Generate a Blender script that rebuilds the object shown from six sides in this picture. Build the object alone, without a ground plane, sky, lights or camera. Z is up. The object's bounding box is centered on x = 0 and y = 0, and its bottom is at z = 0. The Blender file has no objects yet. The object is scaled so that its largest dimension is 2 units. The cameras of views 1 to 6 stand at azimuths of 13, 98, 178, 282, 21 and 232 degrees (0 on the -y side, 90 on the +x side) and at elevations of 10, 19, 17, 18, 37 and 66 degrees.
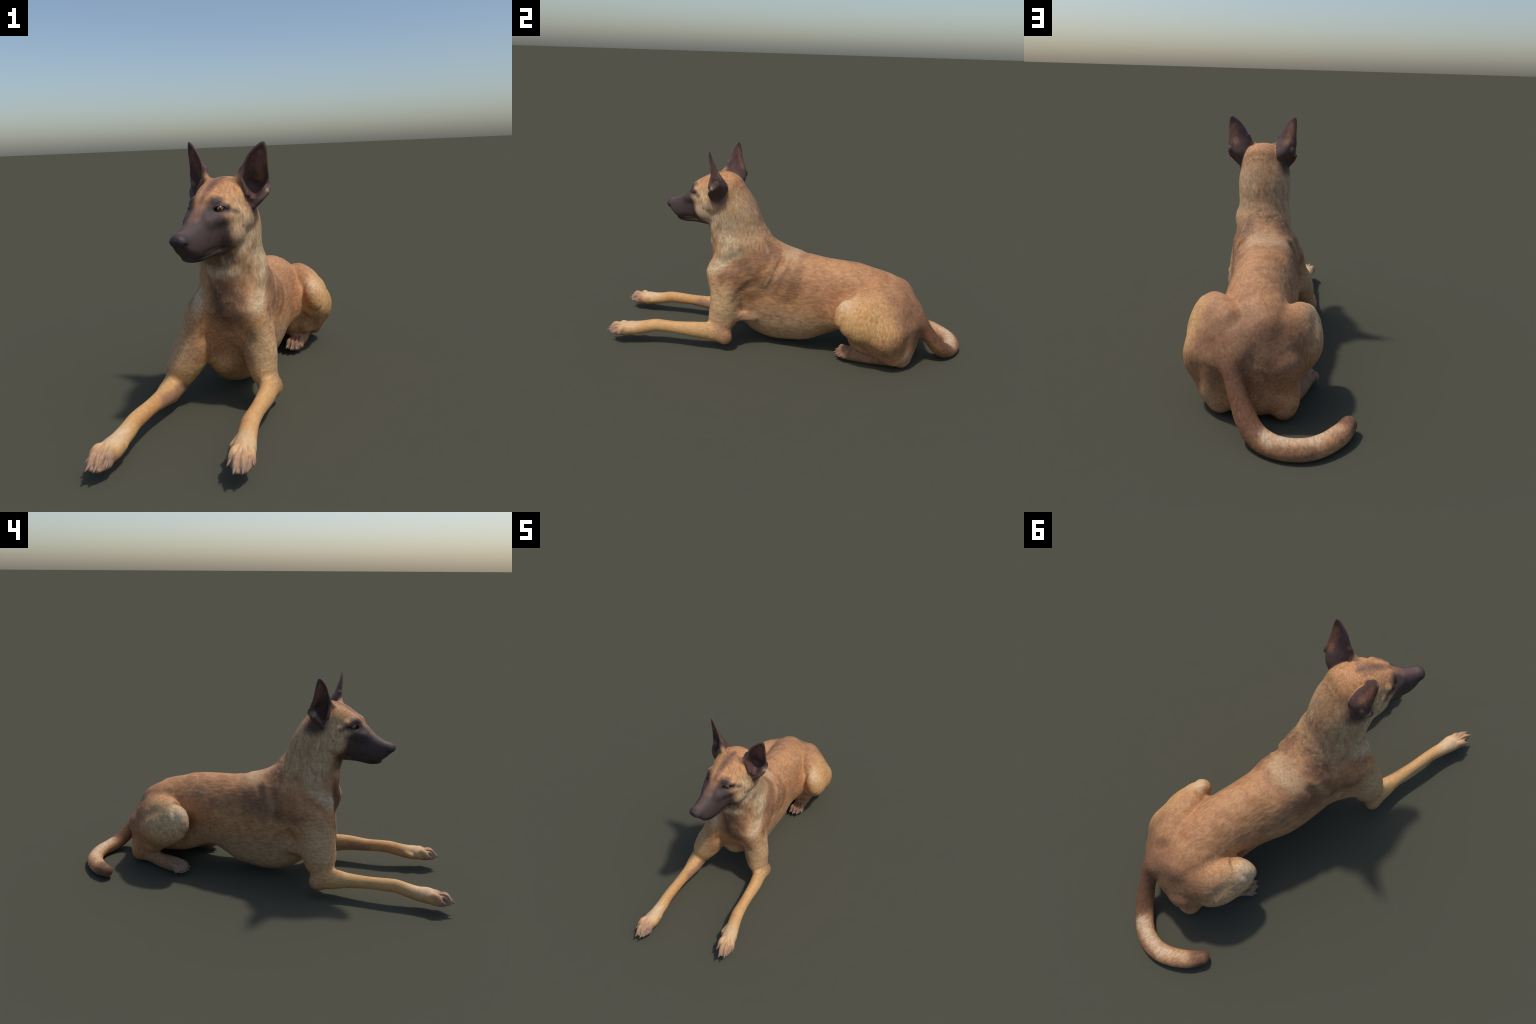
"""A short-haired shepherd dog lying on its belly, head up and turned to its right.

The body is one continuous surface: limbs, torso, neck, head and ears are
described as lofts (a spine with elliptical cross-sections) and ellipsoids that
are blended into one signed-distance field, meshed with surface nets, and then
separated by anatomical region.  Eyes and claws are separate solids.
Frame: metres, z up, the dog faces -y, its left side is +x.
"""
import bpy, math
import numpy as np
from mathutils import Vector, Matrix

V = lambda *a: np.array(a, dtype=np.float64)

# --------------------------------------------------------------------------
# 1. field toolkit
# --------------------------------------------------------------------------
def axis_coords(segments):
    """Grid coordinates along one axis: list of (start, stop, step)."""
    out = []
    for a, b, h in segments:
        n = max(1, int(round((b - a) / h)))
        out.append(np.linspace(a, b, n, endpoint=False))
    out.append(np.array([segments[-1][1]]))
    return np.concatenate(out).astype(np.float32)

GX = axis_coords([(-0.365, 0.385, 0.0036)])
GY = axis_coords([(-1.025, -0.80, 0.0030), (-0.80, -0.62, 0.0036), (-0.62, -0.25, 0.0028), (-0.25, -0.10, 0.0040),
                  (-0.10, 1.02, 0.0052)])
GZ = axis_coords([(-0.012, 0.125, 0.0032), (0.125, 0.60, 0.0048), (0.60, 1.10, 0.0028)])
FIELD = np.full((len(GX), len(GY), len(GZ)), 0.5, dtype=np.float32)
PRIMS = []          # (label, bounds, function) kept to label the finished surface

def smin(a, b, k):
    h = np.maximum(k - np.abs(a - b), 0.0) / k
    return np.minimum(a, b) - h * h * k * 0.25

def smax(a, b, k):
    return -smin(-a, -b, k)

def put(label, bounds, fn, k=0.02, op="add"):
    lo, hi = bounds
    m = 0.03 + k
    sl, ax = [], []
    for G, a, b in zip((GX, GY, GZ), lo, hi):
        i0, i1 = np.searchsorted(G, a - m), np.searchsorted(G, b + m)
        if i1 <= i0:
            return
        sl.append(slice(i0, i1)); ax.append(G[i0:i1])
    sub = FIELD[tuple(sl)]
    # coarse pass over blocks; only blocks near the surface are evaluated fully
    B = 6
    starts = [np.arange(0, len(g), B) for g in ax]
    mids = [g[np.minimum(s + B // 2, len(g) - 1)] for g, s in zip(ax, starts)]
    C = np.stack(np.meshgrid(*mids, indexing="ij"), -1).reshape(-1, 3)
    dc = np.concatenate([fn(C[i:i + 100000]) for i in range(0, len(C), 100000)])
    reach = 1.5 * 0.5 * math.sqrt(sum((B * float(np.diff(g).max())) ** 2 for g in ax)) + k
    near = np.abs(dc) < reach
    IJK = np.stack(np.meshgrid(*starts, indexing="ij"), -1).reshape(-1, 3)
    for (i, j, l), v in zip(IJK[~near & (dc < 0)], dc[~near & (dc < 0)]):
        blk = sub[i:i + B, j:j + B, l:l + B]
        np.minimum(blk, v, out=blk) if op == "add" else np.maximum(blk, -v, out=blk)
    o = np.stack(np.meshgrid(*[np.arange(B)] * 3, indexing="ij"), -1).reshape(1, -1, 3)
    act = IJK[near]
    for c in range(0, len(act), 900):
        I = (act[c:c + 900][:, None] + o).reshape(-1, 3)
        I = I[(I < np.array(sub.shape)).all(1)]
        P = np.stack([ax[q][I[:, q]] for q in range(3)], 1)
        d = fn(P).astype(np.float32)
        old = sub[I[:, 0], I[:, 1], I[:, 2]]
        sub[I[:, 0], I[:, 1], I[:, 2]] = smin(old, d, k) if op == "add" else smax(old, -d, k)
    if op == "add":
        PRIMS.append((label, bounds, fn))

def spline(rows, per=14):
    """Catmull-Rom through rows of numbers (centripetal enough for our spacing)."""
    R = np.asarray(rows, float)
    if len(R) == 2:
        t = np.linspace(0, 1, per * 2)[:, None]
        return R[0] * (1 - t) + R[1] * t
    ext = np.vstack([2 * R[0] - R[1], R, 2 * R[-1] - R[-2]])
    out = []
    for i in range(1, len(ext) - 2):
        p0, p1, p2, p3 = ext[i - 1:i + 3]
        t = np.linspace(0, 1, per, endpoint=False)[:, None]
        out.append(0.5 * (2 * p1 + (p2 - p0) * t + (2 * p0 - 5 * p1 + 4 * p2 - p3) * t ** 2
                          + (3 * p1 - p0 - 3 * p2 + p3) * t ** 3))
    out.append(R[-1][None])
    return np.concatenate(out)

def section_distance(x, y, rx, ry, n):
    """Radial distance from a superellipse."""
    rho = np.sqrt(x * x + y * y) + 1e-9
    r = (np.abs(x / rx) ** n + np.abs(y / ry) ** n) ** (1.0 / n) + 1e-9
    return rho - rho / r

def loft(label, rows, frame=None, k=0.02, op="add", n=2.0):
    """Loft along a straight axis.  rows: t, cx, cy, rx, ry_plus, ry_minus.
    frame = (origin, X, Y, T) unit vectors; sections lie in X-Y, t runs on T."""
    O, X, Y, T = frame
    S = spline(rows, 10)
    order = np.argsort(S[:, 0]); S = S[order]
    S[:, 3:] = np.maximum(S[:, 3:], 0.002)
    corners = []
    for t, cx, cy, rx, rp, rm in S:
        for sx in (-1, 1):
            for sy in (-rm, rp):
                corners.append(O + T * t + X * (cx + sx * rx) + Y * (cy + sy))
    corners = np.array(corners)
    def fn(P):
        D = P - O
        x, y, t = D @ X, D @ Y, D @ T
        tc = np.clip(t, S[0, 0], S[-1, 0])
        g = [np.interp(tc, S[:, 0], S[:, c]) for c in range(1, 6)]
        y = y - g[1]
        d = section_distance(x - g[0], y, g[2], np.where(y > 0, g[3], g[4]), n)
        e = t - tc
        return np.where(np.abs(e) > 0, np.sqrt(np.maximum(d, 0) ** 2 + e * e), d)
    put(label, (corners.min(0), corners.max(0)), fn, k, op)

def limb(label, rows, up=(0, 0, 1), k=0.02, op="add", n=2.0, per=7):
    """Loft along a curved spine.  rows: x, y, z, side radius, up radius[, down radius]."""
    R = [tuple(r) + (r[4],) if len(r) == 5 else tuple(r) for r in rows]
    S = spline(R, per)
    S[:, 3:] = np.maximum(S[:, 3:], 0.0015)
    C = S[:, :3]
    T = np.gradient(C, axis=0); T /= np.linalg.norm(T, axis=1)[:, None]
    U = np.asarray(up, float)[None] - T * (T @ np.asarray(up, float))[:, None]
    U /= np.linalg.norm(U, axis=1)[:, None]
    X = np.cross(T, U)
    m = S[:, 3:].max(1)[:, None]
    C32, half = C.T.astype(np.float32).copy(), (0.5 * (C * C).sum(1)).astype(np.float32)
    bounds = ((C - m).min(0), (C + m).max(0))
    def fn(P):
        P = P.astype(np.float64)
        near = P.astype(np.float32) @ C32 - half
        i = near.argmax(1)
        w = ((P - C[i]) * T[i]).sum(1)
        j = np.clip(i + np.where(w > 0, 1, -1), 0, len(C) - 1)
        L = np.linalg.norm(C[j] - C[i], axis=1)
        f = np.where(j != i, np.clip(np.abs(w) / np.maximum(L, 1e-6), 0, 1), 0.0)
        mix = lambda A: A[i] + (A[j] - A[i]) * (f[:, None] if A.ndim == 2 else f)
        D = P - mix(C)
        x, y, t = (D * mix(X)).sum(1), (D * mix(U)).sum(1), (D * mix(T)).sum(1)
        q = mix(S)
        ry = np.where(y > 0, q[:, 4], q[:, 5]); rx = q[:, 3]
        d = section_distance(x, y, rx, ry, n)
        end = (j == i)
        rt = np.minimum(rx, ry)
        rho = np.sqrt(x * x + y * y + t * t) + 1e-9
        r = np.sqrt((x / rx) ** 2 + (y / ry) ** 2 + (t / rt) ** 2) + 1e-9
        return np.where(end, rho - rho / r, d)
    put(label, bounds, fn, k, op)

def ball(label, c, r, axes=None, k=0.02, op="add"):
    c = np.asarray(c, float); r = np.asarray(r, float) * np.ones(3)
    A = np.eye(3) if axes is None else np.asarray(axes)     # rows are axes
    m = r.max()
    def fn(P):
        D = (P - c) @ A.T
        rho = np.sqrt((D * D).sum(1)) + 1e-9
        q = np.sqrt(((D / r) ** 2).sum(1)) + 1e-9
        return rho - rho / q
    put(label, (c - m, c + m), fn, k, op)

def euler_axes(rx=0, ry=0, rz=0):
    return np.array(Matrix(((1, 0, 0), (0, 1, 0), (0, 0, 1))).to_3x3()) @ \
        np.array((Matrix.Rotation(math.radians(rz), 3, 'Z') @ Matrix.Rotation(math.radians(ry), 3, 'Y')
                  @ Matrix.Rotation(math.radians(rx), 3, 'X'))).T

# --------------------------------------------------------------------------
# 2. head frame (turned 15.5 degrees to the dog's right, tipped 1.8 degrees)
# --------------------------------------------------------------------------
yaw, tip = math.radians(15.5), math.radians(1.8)
_l, _u = V(math.cos(yaw), -math.sin(yaw), 0), V(0, 0, 1)
HL = math.cos(tip) * _l - math.sin(tip) * _u          # to the dog's left
HU = math.cos(tip) * _u + math.sin(tip) * _l          # up
HF = V(-math.sin(yaw), -math.cos(yaw), 0)             # forward
HO = V(-0.0205, -0.470, 0.8505) + HL * 0.003          # between the eyes
def H(l, f, u):
    return HO + HL * l + HF * f + HU * u
HEAD = (HO, HL, HU, HF)
WORLD_Y = (V(0, 0, 0), V(1, 0, 0), V(0, 0, 1), V(0, 1, 0))
WORLD_Z = (V(0, 0, 0), V(1, 0, 0), V(0, -1, 0), V(0, 0, 1))

# --------------------------------------------------------------------------
# 3. the body
# --------------------------------------------------------------------------
def build_torso():
    #     y      cx     cz     half   up     down
    loft("torso", [
        (-0.394, 0.036, 0.425, 0.030, 0.045, 0.045),
        (-0.380, 0.036, 0.420, 0.054, 0.076, 0.078),
        (-0.340, 0.024, 0.405, 0.092, 0.122, 0.112),
        (-0.300, 0.004, 0.380, 0.128, 0.152, 0.148),
        (-0.250, -0.002, 0.355, 0.140, 0.188, 0.196),
        (-0.200, -0.006, 0.342, 0.144, 0.203, 0.236),
        (-0.150, -0.009, 0.330, 0.145, 0.214, 0.268),
        (-0.050, -0.010, 0.320, 0.151, 0.224, 0.298),
        (0.050, -0.005, 0.310, 0.156, 0.223, 0.288),
        (0.150, 0.010, 0.305, 0.160, 0.208, 0.265),
        (0.240, 0.024, 0.312, 0.152, 0.193, 0.226),
        (0.300, 0.032, 0.322, 0.146, 0.180, 0.205),
        (0.350, 0.038, 0.332, 0.144, 0.168, 0.190),
        (0.400, 0.040, 0.340, 0.138, 0.155, 0.160),
        (0.470, 0.034, 0.335, 0.132, 0.142, 0.120),
        (0.550, 0.024, 0.310, 0.140, 0.145, 0.110),
        (0.640, 0.020, 0.260, 0.130, 0.150, 0.110),
        (0.700, 0.020, 0.235, 0.105, 0.120, 0.100),
        (0.740, 0.026, 0.220, 0.070, 0.075, 0.080),
        (0.760, 0.030, 0.215, 0.030, 0.035, 0.040),
    ], WORLD_Y, k=0.02, n=2.1)
    # spine ridge, highest over the loins
    limb("torso", [(0.004, 0.10, 0.430, 0.085, 0.090), (0.026, 0.25, 0.417, 0.085, 0.093), (0.036, 0.40, 0.405, 0.085, 0.093),
                   (0.036, 0.52, 0.372, 0.085, 0.090), (0.010, 0.62, 0.340, 0.080, 0.086)], k=0.04)
    # withers: broad slope from the neck down to the back
    limb("torso", [(0.012, -0.20, 0.570, 0.115, 0.110), (0.010, -0.12, 0.523, 0.128, 0.103), (0.006, -0.04, 0.480, 0.128, 0.096),
                   (0.002, 0.05, 0.448, 0.120, 0.088), (0.002, 0.14, 0.422, 0.110, 0.080)], k=0.05, per=24)
    # left flank: skin running into the front of the thigh
    limb("torso", [(0.085, 0.200, 0.275, 0.060, 0.105), (0.132, 0.300, 0.268, 0.057, 0.096), (0.184, 0.380, 0.272, 0.049, 0.085),
                   (0.215, 0.440, 0.270, 0.040, 0.070)], k=0.035)
    # floor of the ribs, fuller on the right, and shoulder blades
    limb("torso", [(-0.045, -0.20, 0.195, 0.092, 0.095), (-0.042, -0.08, 0.122, 0.084, 0.096), (-0.030, 0.10, 0.145, 0.075, 0.090)], k=0.04)
    # right groin: belly skin running back into the thigh
    limb("torso", [(0.000, 0.26, 0.225, 0.095, 0.100), (-0.012, 0.36, 0.195, 0.080, 0.090), (0.000, 0.465, 0.146, 0.072, 0.086),
                   (0.010, 0.565, 0.130, 0.080, 0.085)], k=0.03)
    for x, z in ((0.118, 0.43), (-0.115, 0.43)):
        ball("torso", (x, -0.15, z), (0.045, 0.10, 0.11), euler_axes(-20, 0, 0), k=0.05)
    ball("torso", (0.112, 0.03, 0.395), (0.048, 0.085, 0.075), k=0.05)
    ball("foreleg.001", (-0.160, -0.245, 0.345), (0.042, 0.075, 0.085), k=0.05)
    # breast muscles beside the breastbone
    for x, y in ((0.078, -0.345), (-0.022, -0.312)):
        limb("torso", [(x, y, 0.46, 0.035, 0.035), (x * 1.2, y - 0.008, 0.40, 0.036, 0.036), (x * 1.6 + 0.01, y + 0.045, 0.35, 0.032, 0.032)],
             up=(0, 1, 0), k=0.03)

def build_neck():
    #     z      cx     cy(-y)  half   front  back
    loft("neck", [
        (0.420, 0.030, 0.256, 0.102, 0.116, 0.220),
        (0.480, 0.027, 0.257, 0.116, 0.128, 0.210),
        (0.540, 0.020, 0.262, 0.128, 0.131, 0.185),
        (0.600, 0.018, 0.262, 0.133, 0.134, 0.190),
        (0.650, 0.014, 0.265, 0.129, 0.140, 0.167),
        (0.700, 0.013, 0.275, 0.130, 0.130, 0.158),
        (0.750, 0.014, 0.285, 0.132, 0.115, 0.148),
        (0.800, 0.014, 0.295, 0.128, 0.100, 0.133),
        (0.850, 0.016, 0.310, 0.112, 0.080, 0.117),
        (0.890, 0.020, 0.325, 0.090, 0.055, 0.095),
        (0.920, 0.022, 0.335, 0.060, 0.030, 0.065),
    ], WORLD_Z, k=0.05, n=2.15)

def build_head():
    # skull: t = forward, sections: left, up
    loft("head", [
        (-0.250, 0, -0.010, 0.060, 0.050, 0.060),
        (-0.225, 0, -0.010, 0.088, 0.090, 0.090),
        (-0.180, 0, -0.010, 0.104, 0.112, 0.120),
        (-0.130, 0, -0.015, 0.110, 0.117, 0.135),
        (-0.080, 0, -0.020, 0.104, 0.112, 0.145),
        (-0.040, 0, -0.040, 0.087, 0.112, 0.138),
        (0.000, 0, -0.055, 0.073, 0.104, 0.120),
        (0.025, 0, -0.065, 0.066, 0.088, 0.105),
        (0.045, 0, -0.080, 0.055, 0.074, 0.085),
        (0.075, 0, -0.090, 0.045, 0.050, 0.060),
    ], HEAD, k=0.02, n=2.2)
    # upper muzzle
    loft("muzzle", [
        (-0.010, 0, -0.110, 0.057, 0.080, 0.050),
        (0.040, 0, -0.115, 0.058, 0.114, 0.050),
        (0.080, 0, -0.122, 0.056, 0.090, 0.051),
        (0.110, 0, -0.128, 0.052, 0.077, 0.047),
        (0.140, 0, -0.128, 0.044, 0.063, 0.036),
        (0.162, 0, -0.122, 0.035, 0.049, 0.024),
        (0.180, 0, -0.110, 0.027, 0.033, 0.016),
        (0.192, 0, -0.100, 0.016, 0.016, 0.010),
    ], HEAD, k=0.02, n=2.3)
    # lower jaw
    loft("muzzle", [
        (-0.090, 0, -0.158, 0.062, 0.040, 0.032),
        (-0.040, 0, -0.158, 0.059, 0.040, 0.030),
        (0.020, 0, -0.163, 0.052, 0.035, 0.022),
        (0.080, 0, -0.168, 0.043, 0.030, 0.024),
        (0.115, 0, -0.168, 0.034, 0.025, 0.020),
        (0.135, 0, -0.168, 0.022, 0.016, 0.013),
    ], HEAD, k=0.010, n=2.2)
    for s in (1, -1):
        # cheek muscle, cheekbone, brow, lips
        ball("head", H(s * 0.068, -0.078, -0.085), (0.043, 0.070, 0.072), np.array([HL, HF, HU]), k=0.03)
        limb("head", [H(s * 0.044, 0.050, -0.048).tolist() + [0.014, 0.014], H(s * 0.067, 0.000, -0.036).tolist() + [0.016, 0.016],
                      H(s * 0.092, -0.07, -0.026).tolist() + [0.018, 0.018]], k=0.03)
        limb("head", [H(s * 0.026, 0.010, 0.018).tolist() + [0.014, 0.014], H(s * 0.050, -0.004, 0.020).tolist() + [0.014, 0.013],
                      H(s * 0.075, -0.026, 0.012).tolist() + [0.012, 0.012]], k=0.025)
        ball("head", H(s * 0.102, -0.132, -0.045), (0.026, 0.045, 0.040), np.array([HL, HF, HU]), k=0.025)
        # eye socket, an almond slit between the lids
        c = H(s * 0.0665, 0.005, -0.003)
        side = HL * s * 0.83 - HF * 0.56; side /= np.linalg.norm(side)
        out = HL * s * 0.56 + HF * 0.83; out /= np.linalg.norm(out)
        ball("head", c - out * 0.006, (0.021, 0.017, 0.014), np.array([side, out, HU]), k=0.008)
        ball("head", c + out * 0.006, (0.0225, 0.018, 0.0100), np.array([side + HU * 0.16, out, HU - side * 0.16]), k=0.004, op="cut")
    # mouth line and its corner folds
    for s in (1, -1):
        limb("muzzle", [H(s * 0.068, -0.022, -0.149).tolist() + [0.008, 0.005], H(s * 0.062, 0.010, -0.157).tolist() + [0.010, 0.0070],
                        H(s * 0.054, 0.055, -0.167).tolist() + [0.010, 0.0045], H(s * 0.045, 0.100, -0.173).tolist() + [0.009, 0.0035],
                        H(s * 0.030, 0.138, -0.172).tolist() + [0.009, 0.003], H(0.0, 0.150, -0.168).tolist() + [0.008, 0.003]],
             k=0.006, op="cut")
    # nose leather
    ball("nose", H(0, 0.172, -0.098), (0.030, 0.028, 0.019), np.array([HL, HF, HU]), k=0.018)
    for s in (1, -1):
        ball("nose", H(s * 0.019, 0.178, -0.104), (0.014, 0.016, 0.013), np.array([HL, HF, HU]), k=0.012)
        limb("nose", [H(s * 0.013, 0.189, -0.104).tolist() + [0.0045, 0.0045], H(s * 0.021, 0.186, -0.105).tolist() + [0.005, 0.005],
                      H(s * 0.030, 0.176, -0.112).tolist() + [0.004, 0.003]], k=0.004, op="cut")
    limb("nose", [H(0, 0.205, -0.112).tolist() + [0.0022, 0.003], H(0, 0.180, -0.135).tolist() + [0.0022, 0.003],
                  H(0, 0.160, -0.160).tolist() + [0.002, 0.003]], k=0.004, op="cut")

def build_ear(s):
    ang = math.radians(24)
    W = HL * s * math.cos(ang) - HF * math.sin(ang)       # across the ear, outwards
    D = HL * s * math.sin(ang) + HF * math.cos(ang)       # the way the ear opens
    O = H(s * 0.118, -0.160, 0.0)
    fr = (O, W, D, HU)
    #      u      cw     cd     half  front back
    outer = [
        (-0.022, -0.012, 0.006, 0.014, 0.012, 0.026),
        (0.000, -0.011, 0.003, 0.026, 0.020, 0.046),
        (0.030, -0.006, 0.002, 0.040, 0.030, 0.060),
        (0.060, 0.000, 0.004, 0.053, 0.036, 0.060),
        (0.100, 0.004, 0.010, 0.057, 0.030, 0.042),
        (0.130, 0.006, 0.014, 0.053, 0.022, 0.026),
        (0.160, 0.011, 0.018, 0.046, 0.014, 0.018),
        (0.190, 0.019, 0.022, 0.037, 0.010, 0.011),
        (0.214, 0.028, 0.025, 0.025, 0.007, 0.007),
        (0.229, 0.035, 0.027, 0.014, 0.005, 0.005),
        (0.236, 0.039, 0.028, 0.006, 0.004, 0.004),
    ]
    loft("ear" if s > 0 else "ear.001", outer, fr, k=0.012, n=2.0)
    # the hollow of the shell: widest at mid height, running out near the tip
    inner = [(0.028, 0.002, 0.024, 0.010, 0.026, 0.020),
             (0.050, 0.002, 0.024, 0.026, 0.036, 0.048),
             (0.075, 0.004, 0.024, 0.043, 0.036, 0.058),
             (0.100, 0.006, 0.026, 0.050, 0.030, 0.046),
             (0.130, 0.008, 0.026, 0.047, 0.022, 0.028),
             (0.160, 0.013, 0.027, 0.039, 0.015, 0.018),
             (0.190, 0.020, 0.029, 0.027, 0.010, 0.011),
             (0.212, 0.029, 0.030, 0.012, 0.006, 0.006),
             (0.222, 0.034, 0.033, 0.004, 0.004, 0.004)]
    loft("ear", inner, fr, k=0.007, op="cut", n=2.0)
    lab = "ear" if s > 0 else "ear.001"
    # folded pocket on the outer rim, tragus flap at the front foot, ridge inside
    ball(lab, O + W * 0.056 + HU * 0.068 - D * 0.006, (0.011, 0.018, 0.020), np.array([W, D, HU]), k=0.010)
    limb(lab, [(O + W * 0.052 + HU * 0.045 + D * 0.016).tolist() + [0.009, 0.009],
               (O + W * 0.028 + HU * 0.020 + D * 0.028).tolist() + [0.010, 0.010],
               (O + W * 0.004 - HU * 0.008 + D * 0.024).tolist() + [0.008, 0.008]], k=0.014)
    limb(lab, [(O - W * 0.040 + HU * 0.085 + D * 0.024).tolist() + [0.007, 0.007],
               (O - W * 0.022 + HU * 0.040 + D * 0.034).tolist() + [0.008, 0.008]], k=0.014)
    # the inner rim runs down on to the crown
    limb(lab, [(O - W * 0.044 + HU * 0.135 + D * 0.010).tolist() + [0.007, 0.007], (O - W * 0.053 + HU * 0.108 + D * 0.016).tolist() + [0.011, 0.011],
               H(s * 0.056, -0.116, 0.086).tolist() + [0.014, 0.014]], k=0.016)

def build_forelegs():
    # left
    limb("foreleg", [(0.110, -0.290, 0.420, 0.060, 0.110), (0.122, -0.295, 0.330, 0.064, 0.088),
                     (0.131, -0.304, 0.240, 0.068, 0.076), (0.143, -0.310, 0.165, 0.058, 0.076),
                     (0.163, -0.315, 0.110, 0.044, 0.054)], up=(0, 1, 0), k=0.045)
    limb("foreleg", [(0.176, -0.295, 0.083, 0.034, 0.038), (0.172, -0.360, 0.100, 0.037, 0.050),
                     (0.178, -0.450, 0.107, 0.034, 0.044), (0.173, -0.550, 0.107, 0.029, 0.035),
                     (0.171, -0.620, 0.109, 0.030, 0.033), (0.170, -0.680, 0.108, 0.033, 0.034),
                     (0.173, -0.730, 0.097, 0.034, 0.035), (0.178, -0.780, 0.087, 0.037, 0.037),
                     (0.182, -0.820, 0.084, 0.041, 0.038), (0.186, -0.855, 0.080, 0.038, 0.034)], k=0.025)
    ball("foreleg", (0.183, -0.285, 0.076), (0.022, 0.034, 0.032), k=0.03)
    # right
    limb("foreleg.001", [(-0.095, -0.272, 0.420, 0.060, 0.105), (-0.132, -0.290, 0.330, 0.066, 0.098),
                         (-0.162, -0.315, 0.240, 0.080, 0.088), (-0.196, -0.328, 0.168, 0.072, 0.084),
                         (-0.224, -0.345, 0.105, 0.050, 0.055)], up=(0, 1, 0), k=0.045)
    limb("foreleg.001", [(-0.250, -0.320, 0.074, 0.034, 0.038), (-0.236, -0.400, 0.088, 0.046, 0.051),
                         (-0.238, -0.480, 0.091, 0.036, 0.038), (-0.247, -0.580, 0.096, 0.029, 0.031),
                         (-0.253, -0.660, 0.098, 0.029, 0.033), (-0.256, -0.715, 0.098, 0.029, 0.034),
                         (-0.261, -0.770, 0.086, 0.032, 0.034), (-0.268, -0.820, 0.077, 0.034, 0.036),
                         (-0.271, -0.865, 0.074, 0.042, 0.039), (-0.277, -0.900, 0.070, 0.039, 0.034)], k=0.025)
    ball("foreleg.001", (-0.258, -0.328, 0.068), (0.022, 0.032, 0.030), k=0.03)
    # skin fold from the arm back to the chest, both sides
    limb("torso", [(0.145, -0.270, 0.215, 0.016, 0.040), (0.142, -0.220, 0.192, 0.010, 0.026), (0.115, -0.14, 0.180, 0.010, 0.02)], k=0.03)
    limb("torso", [(-0.185, -0.285, 0.225, 0.030, 0.040), (-0.164, -0.220, 0.205, 0.028, 0.034), (-0.110, -0.12, 0.19, 0.030, 0.03)], k=0.03)

CLEFTS = []     # lines between toes, seen from above
CLAWS = []      # (parent, root, tip, radius)
def toes(label, paw, tips, knuckle_back, knuckle_up, r, spread_from, claw=0.024, k=0.007):
    """Four digits: each bends over a high knuckle down to its tip."""
    for tx in tips:
        t = np.asarray(tx, float)
        back = np.asarray(spread_from, float)
        d = t - back; d[2] = 0; d /= np.linalg.norm(d)
        root = back + (t - back) * 0.30; root[2] = back[2] + 0.004
        kn = t - d * knuckle_back; kn[2] = t[2] + knuckle_up
        end = t - d * 0.012; end[2] = t[2] - 0.008
        limb(label, [root.tolist() + [r * 0.95, r * 0.9], kn.tolist() + [r, r], (kn * 0.4 + end * 0.6 + V(0, 0, 0.006)).tolist() + [r * 1.02, r * 1.05],
                     end.tolist() + [r * 0.85, r * 0.9]], k=k)
        CLAWS.append((paw, t - d * 0.006 + V(0, 0, 0.000), t + d * claw * 0.80 + V(0, 0, -0.007), 0.0075))
    # clefts between neighbouring digits, pressed in later
    for a, b in zip(tips[:-1], tips[1:]):
        m = (np.asarray(a, float) + np.asarray(b, float)) / 2
        back = np.asarray(spread_from, float)
        CLEFTS.append((back + (m - back) * 0.38, back + (m - back) * 1.12))

def build_forepaws():
    toes("forepaw", "foreleg", [(0.152, -0.897, 0.081), (0.178, -0.936, 0.079), (0.204, -0.930, 0.078), (0.224, -0.880, 0.079)],
         0.040, 0.019, 0.0165, (0.182, -0.800, 0.086))
    ball("forepaw", (0.190, -0.880, 0.066), (0.036, 0.050, 0.022), k=0.012)
    limb("forepaw", [(0.146, -0.772, 0.088, 0.013, 0.014), (0.137, -0.800, 0.082, 0.012, 0.013)], k=0.012)
    CLAWS.append(("foreleg", V(0.135, -0.806, 0.078), V(0.132, -0.822, 0.068), 0.006))
    toes("forepaw.001", "foreleg.001", [(-0.320, -0.935, 0.073), (-0.299, -0.980, 0.071), (-0.274, -0.979, 0.069), (-0.251, -0.943, 0.066)],
         0.040, 0.019, 0.0165, (-0.272, -0.840, 0.074))
    ball("forepaw.001", (-0.282, -0.925, 0.055), (0.036, 0.050, 0.022), k=0.012)
    limb("forepaw.001", [(-0.247, -0.812, 0.074, 0.011, 0.013), (-0.242, -0.834, 0.070, 0.012, 0.013)], k=0.012)
    CLAWS.append(("foreleg.001", V(-0.235, -0.840, 0.069), V(-0.233, -0.856, 0.058), 0.006))

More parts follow.
